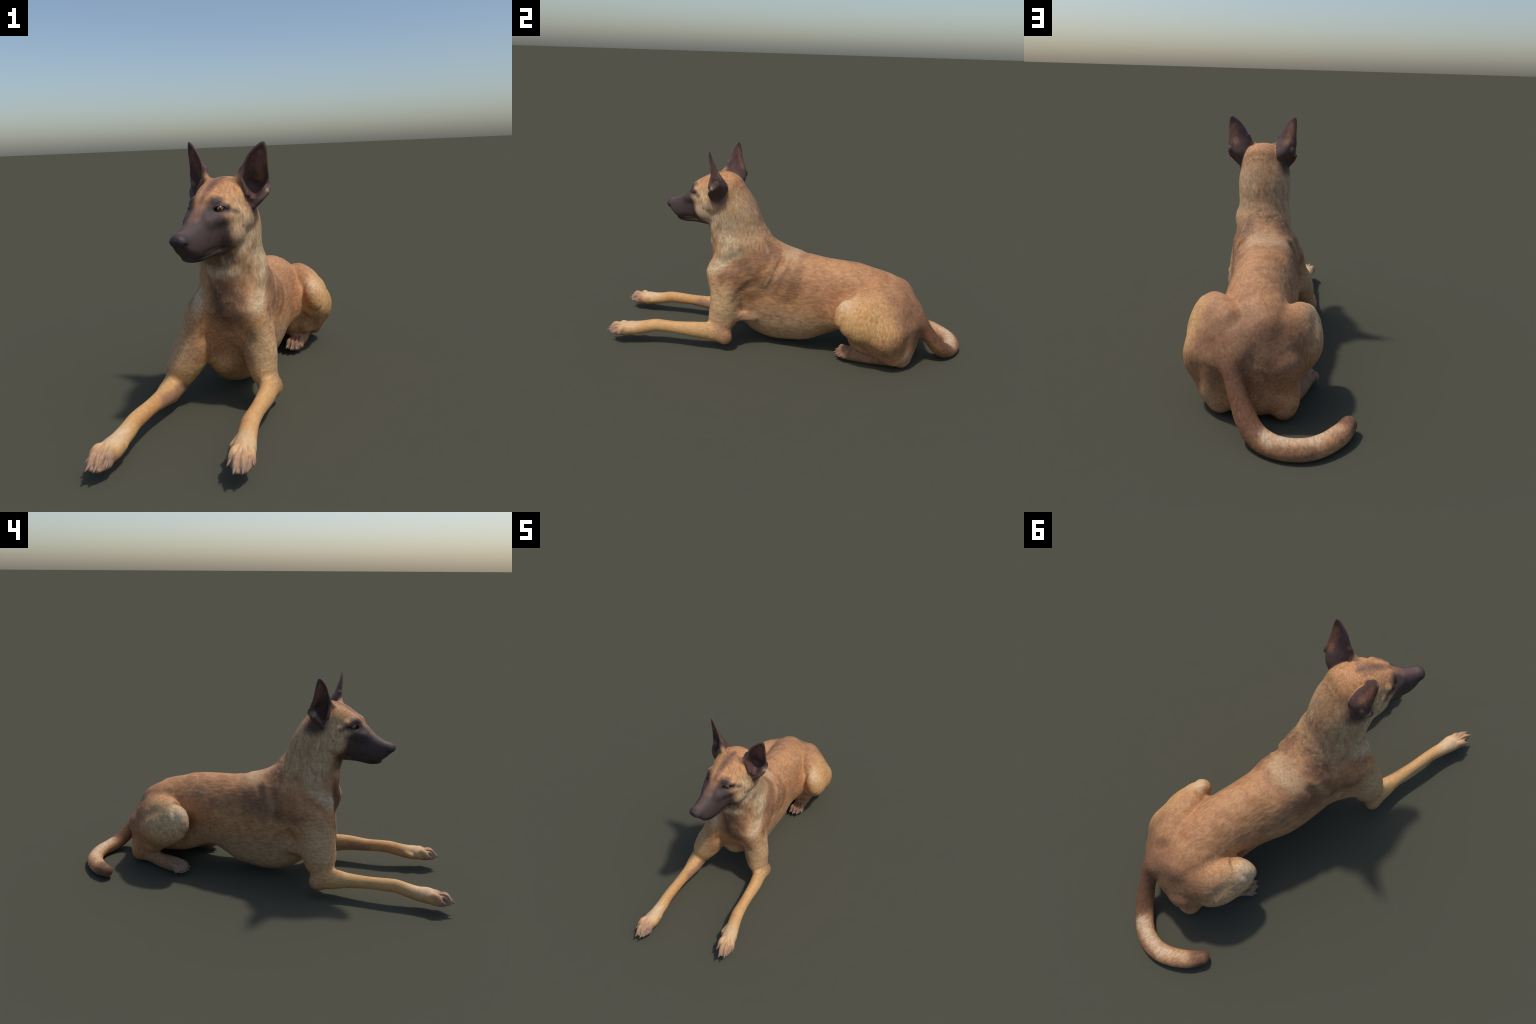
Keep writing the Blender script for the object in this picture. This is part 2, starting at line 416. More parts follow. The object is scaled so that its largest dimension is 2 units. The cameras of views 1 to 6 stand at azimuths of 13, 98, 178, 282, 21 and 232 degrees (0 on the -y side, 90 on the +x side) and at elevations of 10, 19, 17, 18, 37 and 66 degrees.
def build_hindlegs():
    # left thigh: a tall flattened mass from the hip out to the knee
    limb("hindleg", [(0.105, 0.640, 0.252, 0.112, 0.142, 0.142), (0.178, 0.560, 0.258, 0.115, 0.168, 0.150),
                     (0.232, 0.460, 0.275, 0.100, 0.152, 0.138), (0.260, 0.380, 0.293, 0.066, 0.122, 0.104),
                     (0.268, 0.338, 0.305, 0.042, 0.078, 0.070)], up=(-0.25, 0, 1), k=0.02)
    limb("hindleg", [(0.240, 0.370, 0.255, 0.032, 0.055), (0.236, 0.450, 0.200, 0.040, 0.055),
                     (0.246, 0.550, 0.150, 0.048, 0.070), (0.220, 0.630, 0.100, 0.048, 0.080),
                     (0.192, 0.665, 0.055, 0.032, 0.050)], k=0.03)
    ball("hindleg", (0.232, 0.560, 0.205), (0.100, 0.108, 0.115), euler_axes(0, 0, -35), k=0.04)
    limb("hindleg", [(0.130, 0.390, 0.175, 0.048, 0.050), (0.135, 0.430, 0.118, 0.048, 0.048)], k=0.025)
    limb("hindleg", [(0.150, 0.600, 0.360, 0.055, 0.062), (0.180, 0.510, 0.373, 0.045, 0.060), (0.210, 0.420, 0.358, 0.040, 0.055)], k=0.03)
    limb("hindleg", [(0.205, 0.415, 0.200, 0.045, 0.050), (0.196, 0.435, 0.135, 0.046, 0.052), (0.222, 0.520, 0.112, 0.038, 0.042), (0.222, 0.600, 0.085, 0.036, 0.045)], k=0.025)
    limb("hindleg", [(0.16, 0.65, 0.22, 0.09, 0.085), (0.175, 0.660, 0.12, 0.065, 0.055), (0.172, 0.658, 0.050, 0.045, 0.043)],
         up=(0, 1, 0), k=0.03)
    limb("hindpaw", [(0.172, 0.656, 0.034, 0.034, 0.034), (0.176, 0.600, 0.036, 0.034, 0.036), (0.178, 0.500, 0.042, 0.036, 0.040),
                     (0.165, 0.420, 0.044, 0.040, 0.042), (0.163, 0.365, 0.042, 0.040, 0.034)], k=0.02)
    toes("hindpaw", "hindleg", [(0.128, 0.324, 0.045), (0.150, 0.318, 0.041), (0.174, 0.324, 0.041), (0.198, 0.350, 0.046)],
         0.032, 0.016, 0.0165, (0.166, 0.440, 0.046), claw=0.022)
    # inside of the left thigh and the seat between the hocks
    limb("hindleg", [(0.120, 0.640, 0.150, 0.070, 0.110), (0.150, 0.540, 0.180, 0.060, 0.100), (0.195, 0.430, 0.220, 0.050, 0.090)], k=0.03)
    limb("torso", [(0.130, 0.680, 0.130, 0.055, 0.100), (0.045, 0.702, 0.115, 0.050, 0.100), (-0.040, 0.705, 0.125, 0.052, 0.095)], k=0.03)
    ball("torso", (-0.055, 0.690, 0.225), (0.085, 0.075, 0.075), k=0.04)
    # right thigh, more upright
    limb("hindleg.001", [(-0.030, 0.640, 0.240, 0.100, 0.120), (-0.085, 0.590, 0.265, 0.105, 0.138),
                         (-0.138, 0.520, 0.282, 0.096, 0.134), (-0.172, 0.455, 0.302, 0.064, 0.108),
                         (-0.180, 0.425, 0.315, 0.040, 0.070)], up=(0.2, 0, 1), k=0.02)
    limb("hindleg.001", [(-0.060, 0.600, 0.325, 0.060, 0.062), (-0.105, 0.510, 0.318, 0.060, 0.060), (-0.145, 0.445, 0.312, 0.046, 0.056)], k=0.03)
    limb("hindleg.001", [(-0.172, 0.435, 0.285, 0.040, 0.060), (-0.162, 0.500, 0.230, 0.046, 0.062),
                         (-0.125, 0.590, 0.175, 0.046, 0.080), (-0.092, 0.660, 0.110, 0.040, 0.075),
                         (-0.095, 0.700, 0.070, 0.036, 0.050)], k=0.03)
    ball("hindleg.001", (-0.130, 0.560, 0.250), (0.088, 0.097, 0.092), euler_axes(0, 0, 25), k=0.04)
    limb("hindleg.001", [(-0.048, 0.67, 0.20, 0.085, 0.078), (-0.072, 0.690, 0.12, 0.062, 0.054), (-0.072, 0.708, 0.050, 0.045, 0.043)],
         up=(0, 1, 0), k=0.03)
    limb("hindpaw.001", [(-0.072, 0.712, 0.040, 0.034, 0.034), (-0.098, 0.630, 0.040, 0.034, 0.036), (-0.142, 0.540, 0.040, 0.036, 0.042),
                         (-0.172, 0.460, 0.042, 0.040, 0.040), (-0.188, 0.420, 0.038, 0.040, 0.032)], k=0.02)
    toes("hindpaw.001", "hindleg.001", [(-0.166, 0.395, 0.040), (-0.190, 0.392, 0.036), (-0.212, 0.405, 0.036), (-0.230, 0.432, 0.040)],
         0.032, 0.016, 0.0165, (-0.176, 0.500, 0.046), claw=0.022)

def build_tail():
    limb("tail", [(0.045, 0.640, 0.330, 0.050, 0.050), (0.090, 0.700, 0.285, 0.044, 0.044), (0.124, 0.740, 0.240, 0.040, 0.040), (0.115, 0.775, 0.190, 0.038, 0.038),
                  (0.096, 0.812, 0.138, 0.038, 0.038), (0.072, 0.850, 0.088, 0.042, 0.040), (0.038, 0.888, 0.049, 0.044, 0.040),
                  (-0.012, 0.926, 0.032, 0.045, 0.037), (-0.072, 0.951, 0.029, 0.045, 0.035), (-0.145, 0.951, 0.028, 0.045, 0.035),
                  (-0.216, 0.918, 0.029, 0.043, 0.036), (-0.280, 0.860, 0.033, 0.040, 0.037), (-0.316, 0.805, 0.037, 0.033, 0.034)],
         up=(0.1, 0.3, 1), k=0.035)

build_torso(); build_neck(); build_forelegs(); build_hindlegs(); build_tail(); build_head()
build_ear(1); build_ear(-1); build_forepaws()

# the animal rests on the ground: flatten what would sink below it
FIELD = smax(FIELD, np.broadcast_to(-GZ[None, None, :], FIELD.shape), 0.006)

# --------------------------------------------------------------------------
# 4. surface nets
# --------------------------------------------------------------------------
def surface_nets(F):
    S = F < 0
    nx, ny, nz = F.shape
    c = S[:-1, :-1, :-1].astype(np.uint8)
    tot = np.zeros_like(c)
    for dx in (0, 1):
        for dy in (0, 1):
            for dz in (0, 1):
                tot += S[dx:nx - 1 + dx, dy:ny - 1 + dy, dz:nz - 1 + dz]
    cells = np.argwhere((tot > 0) & (tot < 8))
    idx = np.full(tot.shape, -1, np.int32)
    idx[tuple(cells.T)] = np.arange(len(cells))
    pos = np.zeros((len(cells), 3)); cnt = np.zeros(len(cells))
    corner = {}
    for dx in (0, 1):
        for dy in (0, 1):
            for dz in (0, 1):
                corner[dx, dy, dz] = F[cells[:, 0] + dx, cells[:, 1] + dy, cells[:, 2] + dz].astype(float)
    for a in corner:
        for ax in range(3):
            if a[ax]:
                continue
            b = list(a); b[ax] = 1; b = tuple(b)
            fa, fb = corner[a], corner[b]
            cross = (fa < 0) != (fb < 0)
            t = np.where(cross, fa / np.where(cross, fa - fb, 1), 0)
            p = np.tile(np.array(a, float), (len(cells), 1)); p[:, ax] = t
            pos += p * cross[:, None]; cnt += cross
    pos /= cnt[:, None]
    out = np.zeros_like(pos)
    for ax, G in enumerate((GX, GY, GZ)):
        i = cells[:, ax]
        out[:, ax] = G[i] + pos[:, ax] * (G[i + 1] - G[i])
    faces = []
    for ax in range(3):
        b, d = (ax + 1) % 3, (ax + 2) % 3
        lo = [slice(None)] * 3; hi = [slice(None)] * 3
        lo[ax], hi[ax] = slice(0, -1), slice(1, None)
        e = np.argwhere(S[tuple(lo)] != S[tuple(hi)])
        e = e[(e[:, b] > 0) & (e[:, d] > 0) & (e[:, b] < F.shape[b] - 1) & (e[:, d] < F.shape[d] - 1)]
        q = []
        for ob, od in ((-1, -1), (0, -1), (0, 0), (-1, 0)):
            m = e.copy(); m[:, b] += ob; m[:, d] += od
            q.append(idx[tuple(m.T)])
        q = np.stack(q, 1)
        flip = ~S[tuple(e.T)]
        q[flip] = q[flip][:, ::-1]
        faces.append(q)
    return out, np.concatenate(faces)

verts, faces = surface_nets(FIELD)

def largest_piece(v, f):
    lab = np.arange(len(v))
    order = np.argsort(f.ravel(), kind="stable")
    owner = order // 4
    first = np.searchsorted(f.ravel()[order], np.arange(len(v)))
    while True:
        m = lab[f].min(1)
        new = np.minimum(lab, np.minimum.reduceat(m[owner], first))
        new = new[new]; new = new[new]
        if (new == lab).all():
            break
        lab = new
    root = np.bincount(lab).argmax()
    keep = lab == root
    remap = np.cumsum(keep) - 1
    return v[keep], remap[f[keep[f[:, 0]]]]
verts, faces = largest_piece(verts, faces)

def relax(v, f, rounds):
    """Taubin smoothing: takes the stair-steps out without shrinking."""
    e = np.concatenate([f[:, [0, 1]], f[:, [1, 2]], f[:, [2, 3]], f[:, [3, 0]]])
    e = np.concatenate([e, e[:, ::-1]])
    deg = np.bincount(e[:, 0], minlength=len(v)).astype(float)[:, None]
    for lam in (0.5, -0.52) * rounds:
        s = np.stack([np.bincount(e[:, 0], v[e[:, 1], c], len(v)) for c in range(3)], 1) / deg
        v = v + lam * (s - v)
    return v
verts = relax(verts, faces, 5)

def vertex_normals(v, f):
    d1, d2 = v[f[:, 2]] - v[f[:, 0]], v[f[:, 3]] - v[f[:, 1]]
    n = np.cross(d1, d2)
    out = np.stack([np.bincount(f.ravel(), np.repeat(n[:, c], 4), len(v)) for c in range(3)], 1)
    return out / (np.linalg.norm(out, axis=1)[:, None] + 1e-12)

# --- relief: muscle edges, skin folds and creases, each a stroke laid on the skin
def lattice_noise(p, seed):
    """Smooth value noise in -1..1."""
    rng = np.random.default_rng(seed)
    table = rng.uniform(-1, 1, 4096)
    i = np.floor(p).astype(int); f = p - i
    f = f * f * (3 - 2 * f)
    out = np.zeros(len(p))
    for dx in (0, 1):
        for dy in (0, 1):
            for dz in (0, 1):
                h = ((i[:, 0] + dx) * 73856093 ^ (i[:, 1] + dy) * 19349663 ^ (i[:, 2] + dz) * 83492791) & 4095
                w = np.where(dx, f[:, 0], 1 - f[:, 0]) * np.where(dy, f[:, 1], 1 - f[:, 1]) * np.where(dz, f[:, 2], 1 - f[:, 2])
                out += w * table[h]
    return out

STROKES = [     # points, width, height (+ ridge, - groove)
    # neck muscles sweeping into the breast, grooves inside them
    ([(0.140, -0.20, 0.62), (0.128, -0.32, 0.52), (0.090, -0.385, 0.43)], 0.024, 0.009),
    ([(-0.115, -0.20, 0.62), (-0.105, -0.32, 0.52), (-0.065, -0.385, 0.44)], 0.024, 0.009),
    ([(0.110, -0.345, 0.62), (0.085, -0.385, 0.52), (0.045, -0.400, 0.42)], 0.016, -0.007),
    ([(-0.085, -0.345, 0.62), (-0.060, -0.385, 0.52), (-0.020, -0.400, 0.42)], 0.016, -0.007),
    ([(0.013, -0.41, 0.40), (0.014, -0.37, 0.31)], 0.014, -0.009),
    ([(0.040, -0.40, 0.36), (0.090, -0.38, 0.33), (0.120, -0.37, 0.28)], 0.014, -0.006),
    ([(-0.012, -0.40, 0.36), (-0.065, -0.38, 0.33), (-0.095, -0.37, 0.27)], 0.014, -0.006),
    # folds behind the shoulder
    ([(0.090, 0.02, 0.545), (0.150, -0.02, 0.45), (0.165, -0.06, 0.34)], 0.011, -0.007),
    ([(0.085, -0.02, 0.555), (0.150, -0.06, 0.45), (0.165, -0.10, 0.36)], 0.014, 0.006),
    ([(0.095, 0.07, 0.535), (0.150, 0.03, 0.44), (0.165, 0.00, 0.34)], 0.010, -0.004),
    ([(-0.085, 0.02, 0.545), (-0.140, -0.02, 0.45), (-0.165, -0.07, 0.33)], 0.011, -0.007),
    ([(-0.080, -0.02, 0.555), (-0.140, -0.06, 0.45), (-0.165, -0.11, 0.36)], 0.014, 0.006),
    ([(-0.090, 0.11, 0.520), (0.00, 0.125, 0.535), (0.090, 0.11, 0.520)], 0.012, -0.003),
    # shoulder blade ridge, edge of the triceps
    ([(0.120, -0.06, 0.53), (0.160, -0.22, 0.44), (0.165, -0.33, 0.36)], 0.020, 0.006),
    ([(-0.110, -0.06, 0.53), (-0.150, -0.22, 0.44), (-0.160, -0.33, 0.36)], 0.020, 0.006),
    ([(0.160, -0.11, 0.42), (0.178, -0.20, 0.34), (0.185, -0.235, 0.24)], 0.015, -0.006),
    ([(-0.155, -0.11, 0.42), (-0.185, -0.20, 0.34), (-0.215, -0.245, 0.24)], 0.015, -0.006),
    ([(0.150, -0.24, 0.43), (0.185, -0.31, 0.35), (0.195, -0.34, 0.25)], 0.013, -0.003),
    ([(-0.145, -0.24, 0.43), (-0.190, -0.31, 0.35), (-0.220, -0.35, 0.25)], 0.013, -0.003),
    # creases where the thighs leave the loins, thigh muscles
    ([(0.225, 0.34, 0.42), (0.165, 0.42, 0.455), (0.145, 0.54, 0.42)], 0.016, -0.003),
    ([(-0.150, 0.40, 0.43), (-0.100, 0.48, 0.45), (-0.085, 0.57, 0.41)], 0.016, -0.007),
    ([(0.240, 0.46, 0.42), (0.300, 0.56, 0.34), (0.285, 0.66, 0.24)], 0.020, -0.004),
    ([(-0.200, 0.50, 0.40), (-0.210, 0.60, 0.34), (-0.150, 0.70, 0.26)], 0.020, -0.005),
    ([(0.30, 0.40, 0.17), (0.30, 0.52, 0.13), (0.24, 0.62, 0.08)], 0.014, -0.004),
    # throat and nape
    ([(0.10, -0.38, 0.60), (0.013, -0.415, 0.575), (-0.075, -0.38, 0.60)], 0.012, 0.004),
    ([(0.11, -0.10, 0.615), (0.012, -0.055, 0.610), (-0.085, -0.10, 0.615)], 0.014, -0.004),
    ([(0.12, -0.36, 0.69), (0.135, -0.33, 0.62), (0.13, -0.30, 0.55)], 0.012, -0.004),
    ([(-0.10, -0.36, 0.69), (-0.115, -0.33, 0.62), (-0.11, -0.30, 0.55)], 0.012, -0.004),
]
def relief(v):
    n = vertex_normals(v, faces)
    h = np.zeros(len(v))
    for pts, w, a in STROKES:
        C = spline(np.array(pts), 40)
        sel = np.where(((v > C.min(0) - 3 * w - 0.02) & (v < C.max(0) + 3 * w + 0.02)).all(1))[0]
        d2 = ((v[sel][:, None] - C[None]) ** 2).sum(2)
        d = np.sqrt(d2.min(1))
        d = np.maximum(d - 0.012, 0)                      # strokes may hover a little off the skin
        i = d2.argmin(1)
        end = np.clip(np.minimum(i, len(C) - 1 - i) / (0.25 * len(C)), 0, 1)
        end = end * end * (3 - 2 * end)
        h[sel] += a * end * np.exp(-(d / w) ** 2)
    # wrinkled skin round the neck and shoulders, soft lumps elsewhere, none on head and feet
    x, y, z = v.T
    collar = np.exp(-((z - 0.56) / 0.10) ** 2) * np.exp(-((y + 0.20) / 0.20) ** 2)
    trunk = np.clip((z - 0.10) / 0.10, 0, 1) * np.clip((0.78 - z) / 0.10, 0, 1) * np.clip((y + 0.45) / 0.08, 0, 1) * np.clip((0.80 - y) / 0.1, 0, 1)
    h += trunk * 0.0022 * lattice_noise(v * 17.0, 5) + trunk * 0.0008 * lattice_noise(v * V(60, 28, 60), 9)
    h += collar * 0.0010 * lattice_noise(v * V(20, 20, 24), 21)
    return v + n * h[:, None]
verts = relief(verts)
def press_clefts(v):
    n = vertex_normals(v, faces)
    h = np.zeros(len(v))
    for a, b in CLEFTS:
        ba = (b - a)[:2]
        sel = np.where((np.abs(v - (a + b) / 2) < 0.09).all(1) & (v[:, 2] < 0.14))[0]
        d = v[sel][:, :2] - a[:2]
        t = np.clip(d @ ba / (ba @ ba), 0, 1)
        r = np.linalg.norm(d - t[:, None] * ba, axis=1)
        up = np.clip(n[sel][:, 2] + 0.55, 0, 1)
        g = np.exp(-(r / 0.0042) ** 2) * np.clip(t / 0.30, 0, 1) * up
        h[sel] = np.maximum(h[sel], 0.0075 * g)
    return v - n * h[:, None]
verts = press_clefts(verts)
verts[:, 2] -= verts[:, 2].min()

# --------------------------------------------------------------------------
# 5. label every face with its anatomical region
# --------------------------------------------------------------------------
def face_regions():
    c = verts[faces].mean(1)
    names = []
    best = np.full(len(c), 1e3); who = np.zeros(len(c), int)
    for lab, (lo, hi), fn in PRIMS:
        if lab not in names:
            names.append(lab)
        sel = np.where(((c > lo - 0.04) & (c < hi + 0.04)).all(1))[0]
        if len(sel) == 0:
            continue
        d = fn(c[sel])
        m = d < best[sel]
        best[sel[m]] = d[m]; who[sel[m]] = names.index(lab)
    # iron the borders: majority vote among neighbouring faces
    n = len(names)
    for _ in range(8):
        votes = np.bincount((faces * n + who[:, None]).ravel(), minlength=len(verts) * n).reshape(len(verts), n)
        who = (votes[faces].sum(1)).argmax(1)
    return names, who
REGIONS, FACE_REGION = face_regions()

# --------------------------------------------------------------------------
# 6. materials
# --------------------------------------------------------------------------
class Graph:
    """Small helper around a node tree: every method returns an output socket."""
    def __init__(self, name):
        self.mat = bpy.data.materials.new(name)
        self.mat.use_nodes = True
        self.nt = self.mat.node_tree
        self.nt.nodes.clear()
        self.out = self.nt.nodes.new("ShaderNodeOutputMaterial")
        self.pos = self.nt.nodes.new("ShaderNodeTexCoord").outputs["Object"]
    def node(self, kind, ins, outs=0, **props):
        n = self.nt.nodes.new(kind)
        for k, v in props.items():
            setattr(n, k, v)
        for k, v in ins.items():
            s = n.inputs[k]
            if isinstance(v, bpy.types.NodeSocket):
                self.nt.links.new(v, s)
            elif v is not None:
                s.default_value = tuple(v) if hasattr(v, "__len__") else v
        return n.outputs[outs]
    def vmath(self, op, a, b=None, out=0):
        ins = {0: a}
        if b is not None:
            ins[3 if op == "SCALE" else 1] = b
        return self.node("ShaderNodeVectorMath", ins, out, operation=op)
    def math(self, op, a, b=0.0, clamp=False):
        return self.node("ShaderNodeMath", {0: a, 1: b}, operation=op, use_clamp=clamp)
    def ramp(self, x, lo, hi, a=0.0, b=1.0):
        return self.node("ShaderNodeMapRange", {"Value": x, "From Min": lo, "From Max": hi, "To Min": a, "To Max": b},
                         interpolation_type="SMOOTHSTEP")
    def noise(self, vec, scale, detail=3.0, rough=0.55, color=False):
        return self.node("ShaderNodeTexNoise", {"Vector": vec, "Scale": scale, "Detail": detail, "Roughness": rough},
                         "Color" if color else "Fac")
    def mix(self, a, b, f):
        n = self.nt.nodes.new("ShaderNodeMix"); n.data_type = "RGBA"
        for s, v in ((n.inputs[0], f), (n.inputs[6], a), (n.inputs[7], b)):
            if isinstance(v, bpy.types.NodeSocket):
                self.nt.links.new(v, s)
            else:
                s.default_value = (*v, 1.0) if hasattr(v, "__len__") else v
        return n.outputs[2]
    def warp(self, vec, scale, amount):
        c = self.vmath("SUBTRACT", self.noise(vec, scale, color=True), (0.5, 0.5, 0.5))
        return self.vmath("ADD", vec, self.vmath("SCALE", c, amount))
    def blob(self, vec, c, r, soft=0.35, rot=None):
        """1 inside an ellipsoid, 0 outside, smooth border."""
        d = self.vmath("SUBTRACT", vec, c)
        if rot:
            d = self.node("ShaderNodeVectorRotate", {"Vector": d, "Rotation": [math.radians(x) for x in rot]}, rotation_type="EULER_XYZ")
        L = self.vmath("LENGTH", self.vmath("DIVIDE", d, r), out=1)
        return self.ramp(L, 1 + soft, max(0.0, 1 - soft))
    def stroke(self, vec, a, b, r, soft=0.5):
        """1 near the segment a-b."""
        a, b = np.array(a, float), np.array(b, float)
        ba = b - a
        pa = self.vmath("SUBTRACT", vec, a)
        h = self.math("DIVIDE", self.vmath("DOT_PRODUCT", pa, ba, out=1), float(ba @ ba), clamp=True)
        near = self.vmath("SCALE", tuple(ba), h)
        L = self.vmath("LENGTH", self.vmath("SUBTRACT", pa, near), out=1)
        return self.ramp(L, r * (1 + soft), r * max(0.0, 1 - soft))
    def finish(self, color, rough=0.6, spec=0.3, height=None, bump=0.2, dist=0.002, **extra):
        ins = {"Base Color": color, "Roughness": rough, "Specular IOR Level": spec}
        ins.update(extra)
        if not isinstance(color, bpy.types.NodeSocket):
            ins["Base Color"] = (*color, 1.0)
        if height is not None:
            ins["Normal"] = self.node("ShaderNodeBump", {"Strength": bump, "Distance": dist, "Height": height})
        sh = self.node("ShaderNodeBsdfPrincipled", ins)
        self.nt.links.new(sh, self.out.inputs[0])
        return self.mat

TAN, GOLD, CREAM = (0.480, 0.245, 0.112), (0.600, 0.340, 0.135), (0.58, 0.420, 0.250)
BROWN, UMBER, MASK = (0.195, 0.098, 0.053), (0.120, 0.066, 0.045), (0.066, 0.045, 0.042)
RUST, TOE, FORE = (0.42, 0.175, 0.072), (0.43, 0.265, 0.165), (0.54, 0.255, 0.095)

def coat_material():
    g = Graph("short_coat")
    p0 = g.pos
    p = g.warp(g.warp(p0, 9.0, 0.050), 45.0, 0.016)
    # head coordinates: (|left|, forward, up)
    dh = g.vmath("SUBTRACT", p0, tuple(HO))
    l = g.vmath("DOT_PRODUCT", dh, tuple(HL), out=1)
    f = g.vmath("DOT_PRODUCT", dh, tuple(HF), out=1)
    u = g.vmath("DOT_PRODUCT", dh, tuple(HU), out=1)
    h0 = g.node("ShaderNodeCombineXYZ", {0: g.math("ABSOLUTE", l), 1: f, 2: u})
    hd = g.warp(g.warp(h0, 22.0, 0.016), 70.0, 0.006)

    # fur: three fields of fine streaks, along the back, down the neck, down the thighs
    def fur(sc, seed):
        v = g.vmath("ADD", g.vmath("MULTIPLY", g.warp(p0, 7.0, 0.05), sc), (seed, seed * 2, 0))
        return g.math("ADD", g.math("MULTIPLY", g.noise(v, 1.0, 4.0, 0.65), 0.7),
                      g.math("MULTIPLY", g.noise(v, 3.1, 2.0, 0.6), 0.3))
    back = fur((100, 27, 100), 3)
    neck = fur((100, 90, 27), 11)
    up = g.ramp(g.node("ShaderNodeSeparateXYZ", {0: p0}, 2), 0.46, 0.58)
    thigh = g.blob(p0, (0.05, 0.52, 0.20), (0.60, 0.20, 0.26), 0.2)
    strand = g.node("ShaderNodeMix", {0: up, 2: back, 3: neck}, 0)
    strand = g.node("ShaderNodeMix", {0: thigh, 2: strand, 3: neck}, 0)
    mottle = g.noise(p0, 16.0, 3.0)

    c = g.mix(TAN, (0.390, 0.186, 0.084), g.ramp(mottle, 0.42, 0.68))
    def paint(col, mask, k=1.0):
        nonlocal c
        if k != 1.0:
            mask = g.math("MULTIPLY", mask, k)
        c = g.mix(c, col, mask)
    # --- trunk
    paint((0.450, 0.285, 0.155), g.blob(p, (-0.01, 0.02, 0.13), (0.30, 0.34, 0.13), 0.5), 0.8)
    paint(RUST, g.blob(p, (-0.15, 0.355, 0.38), (0.06, 0.07, 0.07), 0.6), 0.6)
    paint(RUST, g.blob(p, (0.17, 0.310, 0.33), (0.06, 0.06, 0.08), 0.6), 0.6)
    paint((0.31, 0.148, 0.068), g.blob(p, (0.16, 0.20, 0.38), (0.06, 0.20, 0.09), 0.7), 0.5)
    paint((0.28, 0.142, 0.072), g.blob(p, (-0.16, 0.16, 0.44), (0.06, 0.18, 0.07), 0.7), 0.6)
    # pale yoke over the withers with a darker edge behind it
    paint((0.52, 0.335, 0.185), g.blob(p, (0.005, 0.055, 0.56), (0.13, 0.055, 0.07), 0.5), 0.8)
    paint((0.37, 0.185, 0.105), g.stroke(p, (-0.11, 0.120, 0.52), (0.10, 0.120, 0.53), 0.016, 0.8), 0.45)
    paint(BROWN, g.blob(p, (-0.09, -0.065, 0.575), (0.06, 0.05, 0.05), 0.6), 0.75)
    paint(BROWN, g.blob(p, (0.10, -0.050, 0.570), (0.05, 0.05, 0.05), 0.6), 0.75)
    # neck and chest
    paint((0.49, 0.325, 0.175), g.blob(p, (0.01, -0.26, 0.70), (0.30, 0.17, 0.17), 0.5), 0.75)
    paint((0.38, 0.200, 0.095), g.stroke(p, (0.02, -0.19, 0.87), (0.02, 0.00, 0.60), 0.055, 0.7), 0.6)
    for x in (0.14, -0.12):
        paint(CREAM, g.stroke(p, (x, -0.30, 0.70), (x, -0.27, 0.56), 0.045, 0.8), 0.75)
        paint(CREAM, g.stroke(p, (x, -0.25, 0.555), (x * 0.9, -0.37, 0.44), 0.035, 0.8), 0.9)
        paint(BROWN, g.stroke(p, (x, -0.335, 0.70), (x, -0.375, 0.56), 0.018, 0.9), 0.65)
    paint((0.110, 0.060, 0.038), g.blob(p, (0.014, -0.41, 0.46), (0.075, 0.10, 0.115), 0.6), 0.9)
    paint((0.60, 0.44, 0.29), g.blob(p, (0.01, -0.42, 0.585), (0.09, 0.06, 0.025), 0.7), 0.7)
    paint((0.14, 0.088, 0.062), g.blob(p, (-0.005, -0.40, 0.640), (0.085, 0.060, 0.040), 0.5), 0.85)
    # clumped ruff on the neck: long pale and dark locks
    locks = g.noise(g.vmath("MULTIPLY", g.warp(p0, 6.0, 0.06), (34, 34, 10)), 1.0, 4.0, 0.6)
    ruff = g.blob(p0, (0.01, -0.26, 0.64), (0.30, 0.26, 0.17), 0.35)
    paint((0.58, 0.43, 0.27), g.math("MULTIPLY", ruff, g.ramp(locks, 0.52, 0.70)), 0.5)
    paint((0.22, 0.115, 0.060), g.math("MULTIPLY", ruff, g.ramp(locks, 0.46, 0.32)), 0.5)
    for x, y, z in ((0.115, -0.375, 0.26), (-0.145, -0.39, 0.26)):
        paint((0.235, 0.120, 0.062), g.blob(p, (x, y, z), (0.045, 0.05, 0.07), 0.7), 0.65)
    # smudges on the shoulders
    for a, b, r in (((0.15, -0.05, 0.56), (0.16, -0.19, 0.49), 0.026), ((0.16, -0.19, 0.49), (0.18, -0.31, 0.42), 0.020),
                    ((0.16, -0.11, 0.41), (0.18, -0.20, 0.36), 0.030), ((0.18, -0.20, 0.36), (0.19, -0.22, 0.26), 0.022),
                    ((0.15, 0.03, 0.50), (0.16, -0.04, 0.36), 0.016), ((0.15, 0.09, 0.49), (0.16, 0.05, 0.40), 0.028),
                    ((-0.13, 0.01, 0.50), (-0.17, -0.04, 0.36), 0.020), ((-0.13, -0.07, 0.54), (-0.16, -0.10, 0.39), 0.020),
                    ((-0.16, -0.10, 0.39), (-0.19, -0.22, 0.38), 0.024), ((-0.15, 0.07, 0.47), (-0.16, 0.02, 0.40), 0.028)):
        paint((0.185, 0.092, 0.050), g.stroke(p, a, b, r * 1.5, 0.9), 0.66)
    paint((0.52, 0.35, 0.19), g.stroke(p, (0.15, 0.00, 0.50), (0.17, -0.10, 0.33), 0.020, 0.9), 0.45)
    paint((0.50, 0.34, 0.19), g.stroke(p, (-0.14, -0.03, 0.49), (-0.17, -0.07, 0.36), 0.020, 0.9), 0.4)
    # --- forelegs: golden, rusty inside, pale wrists, brownish toes
    paint(GOLD, g.blob(p, (-0.04, -0.60, 0.10), (0.40, 0.42, 0.12), 0.25), 0.95)
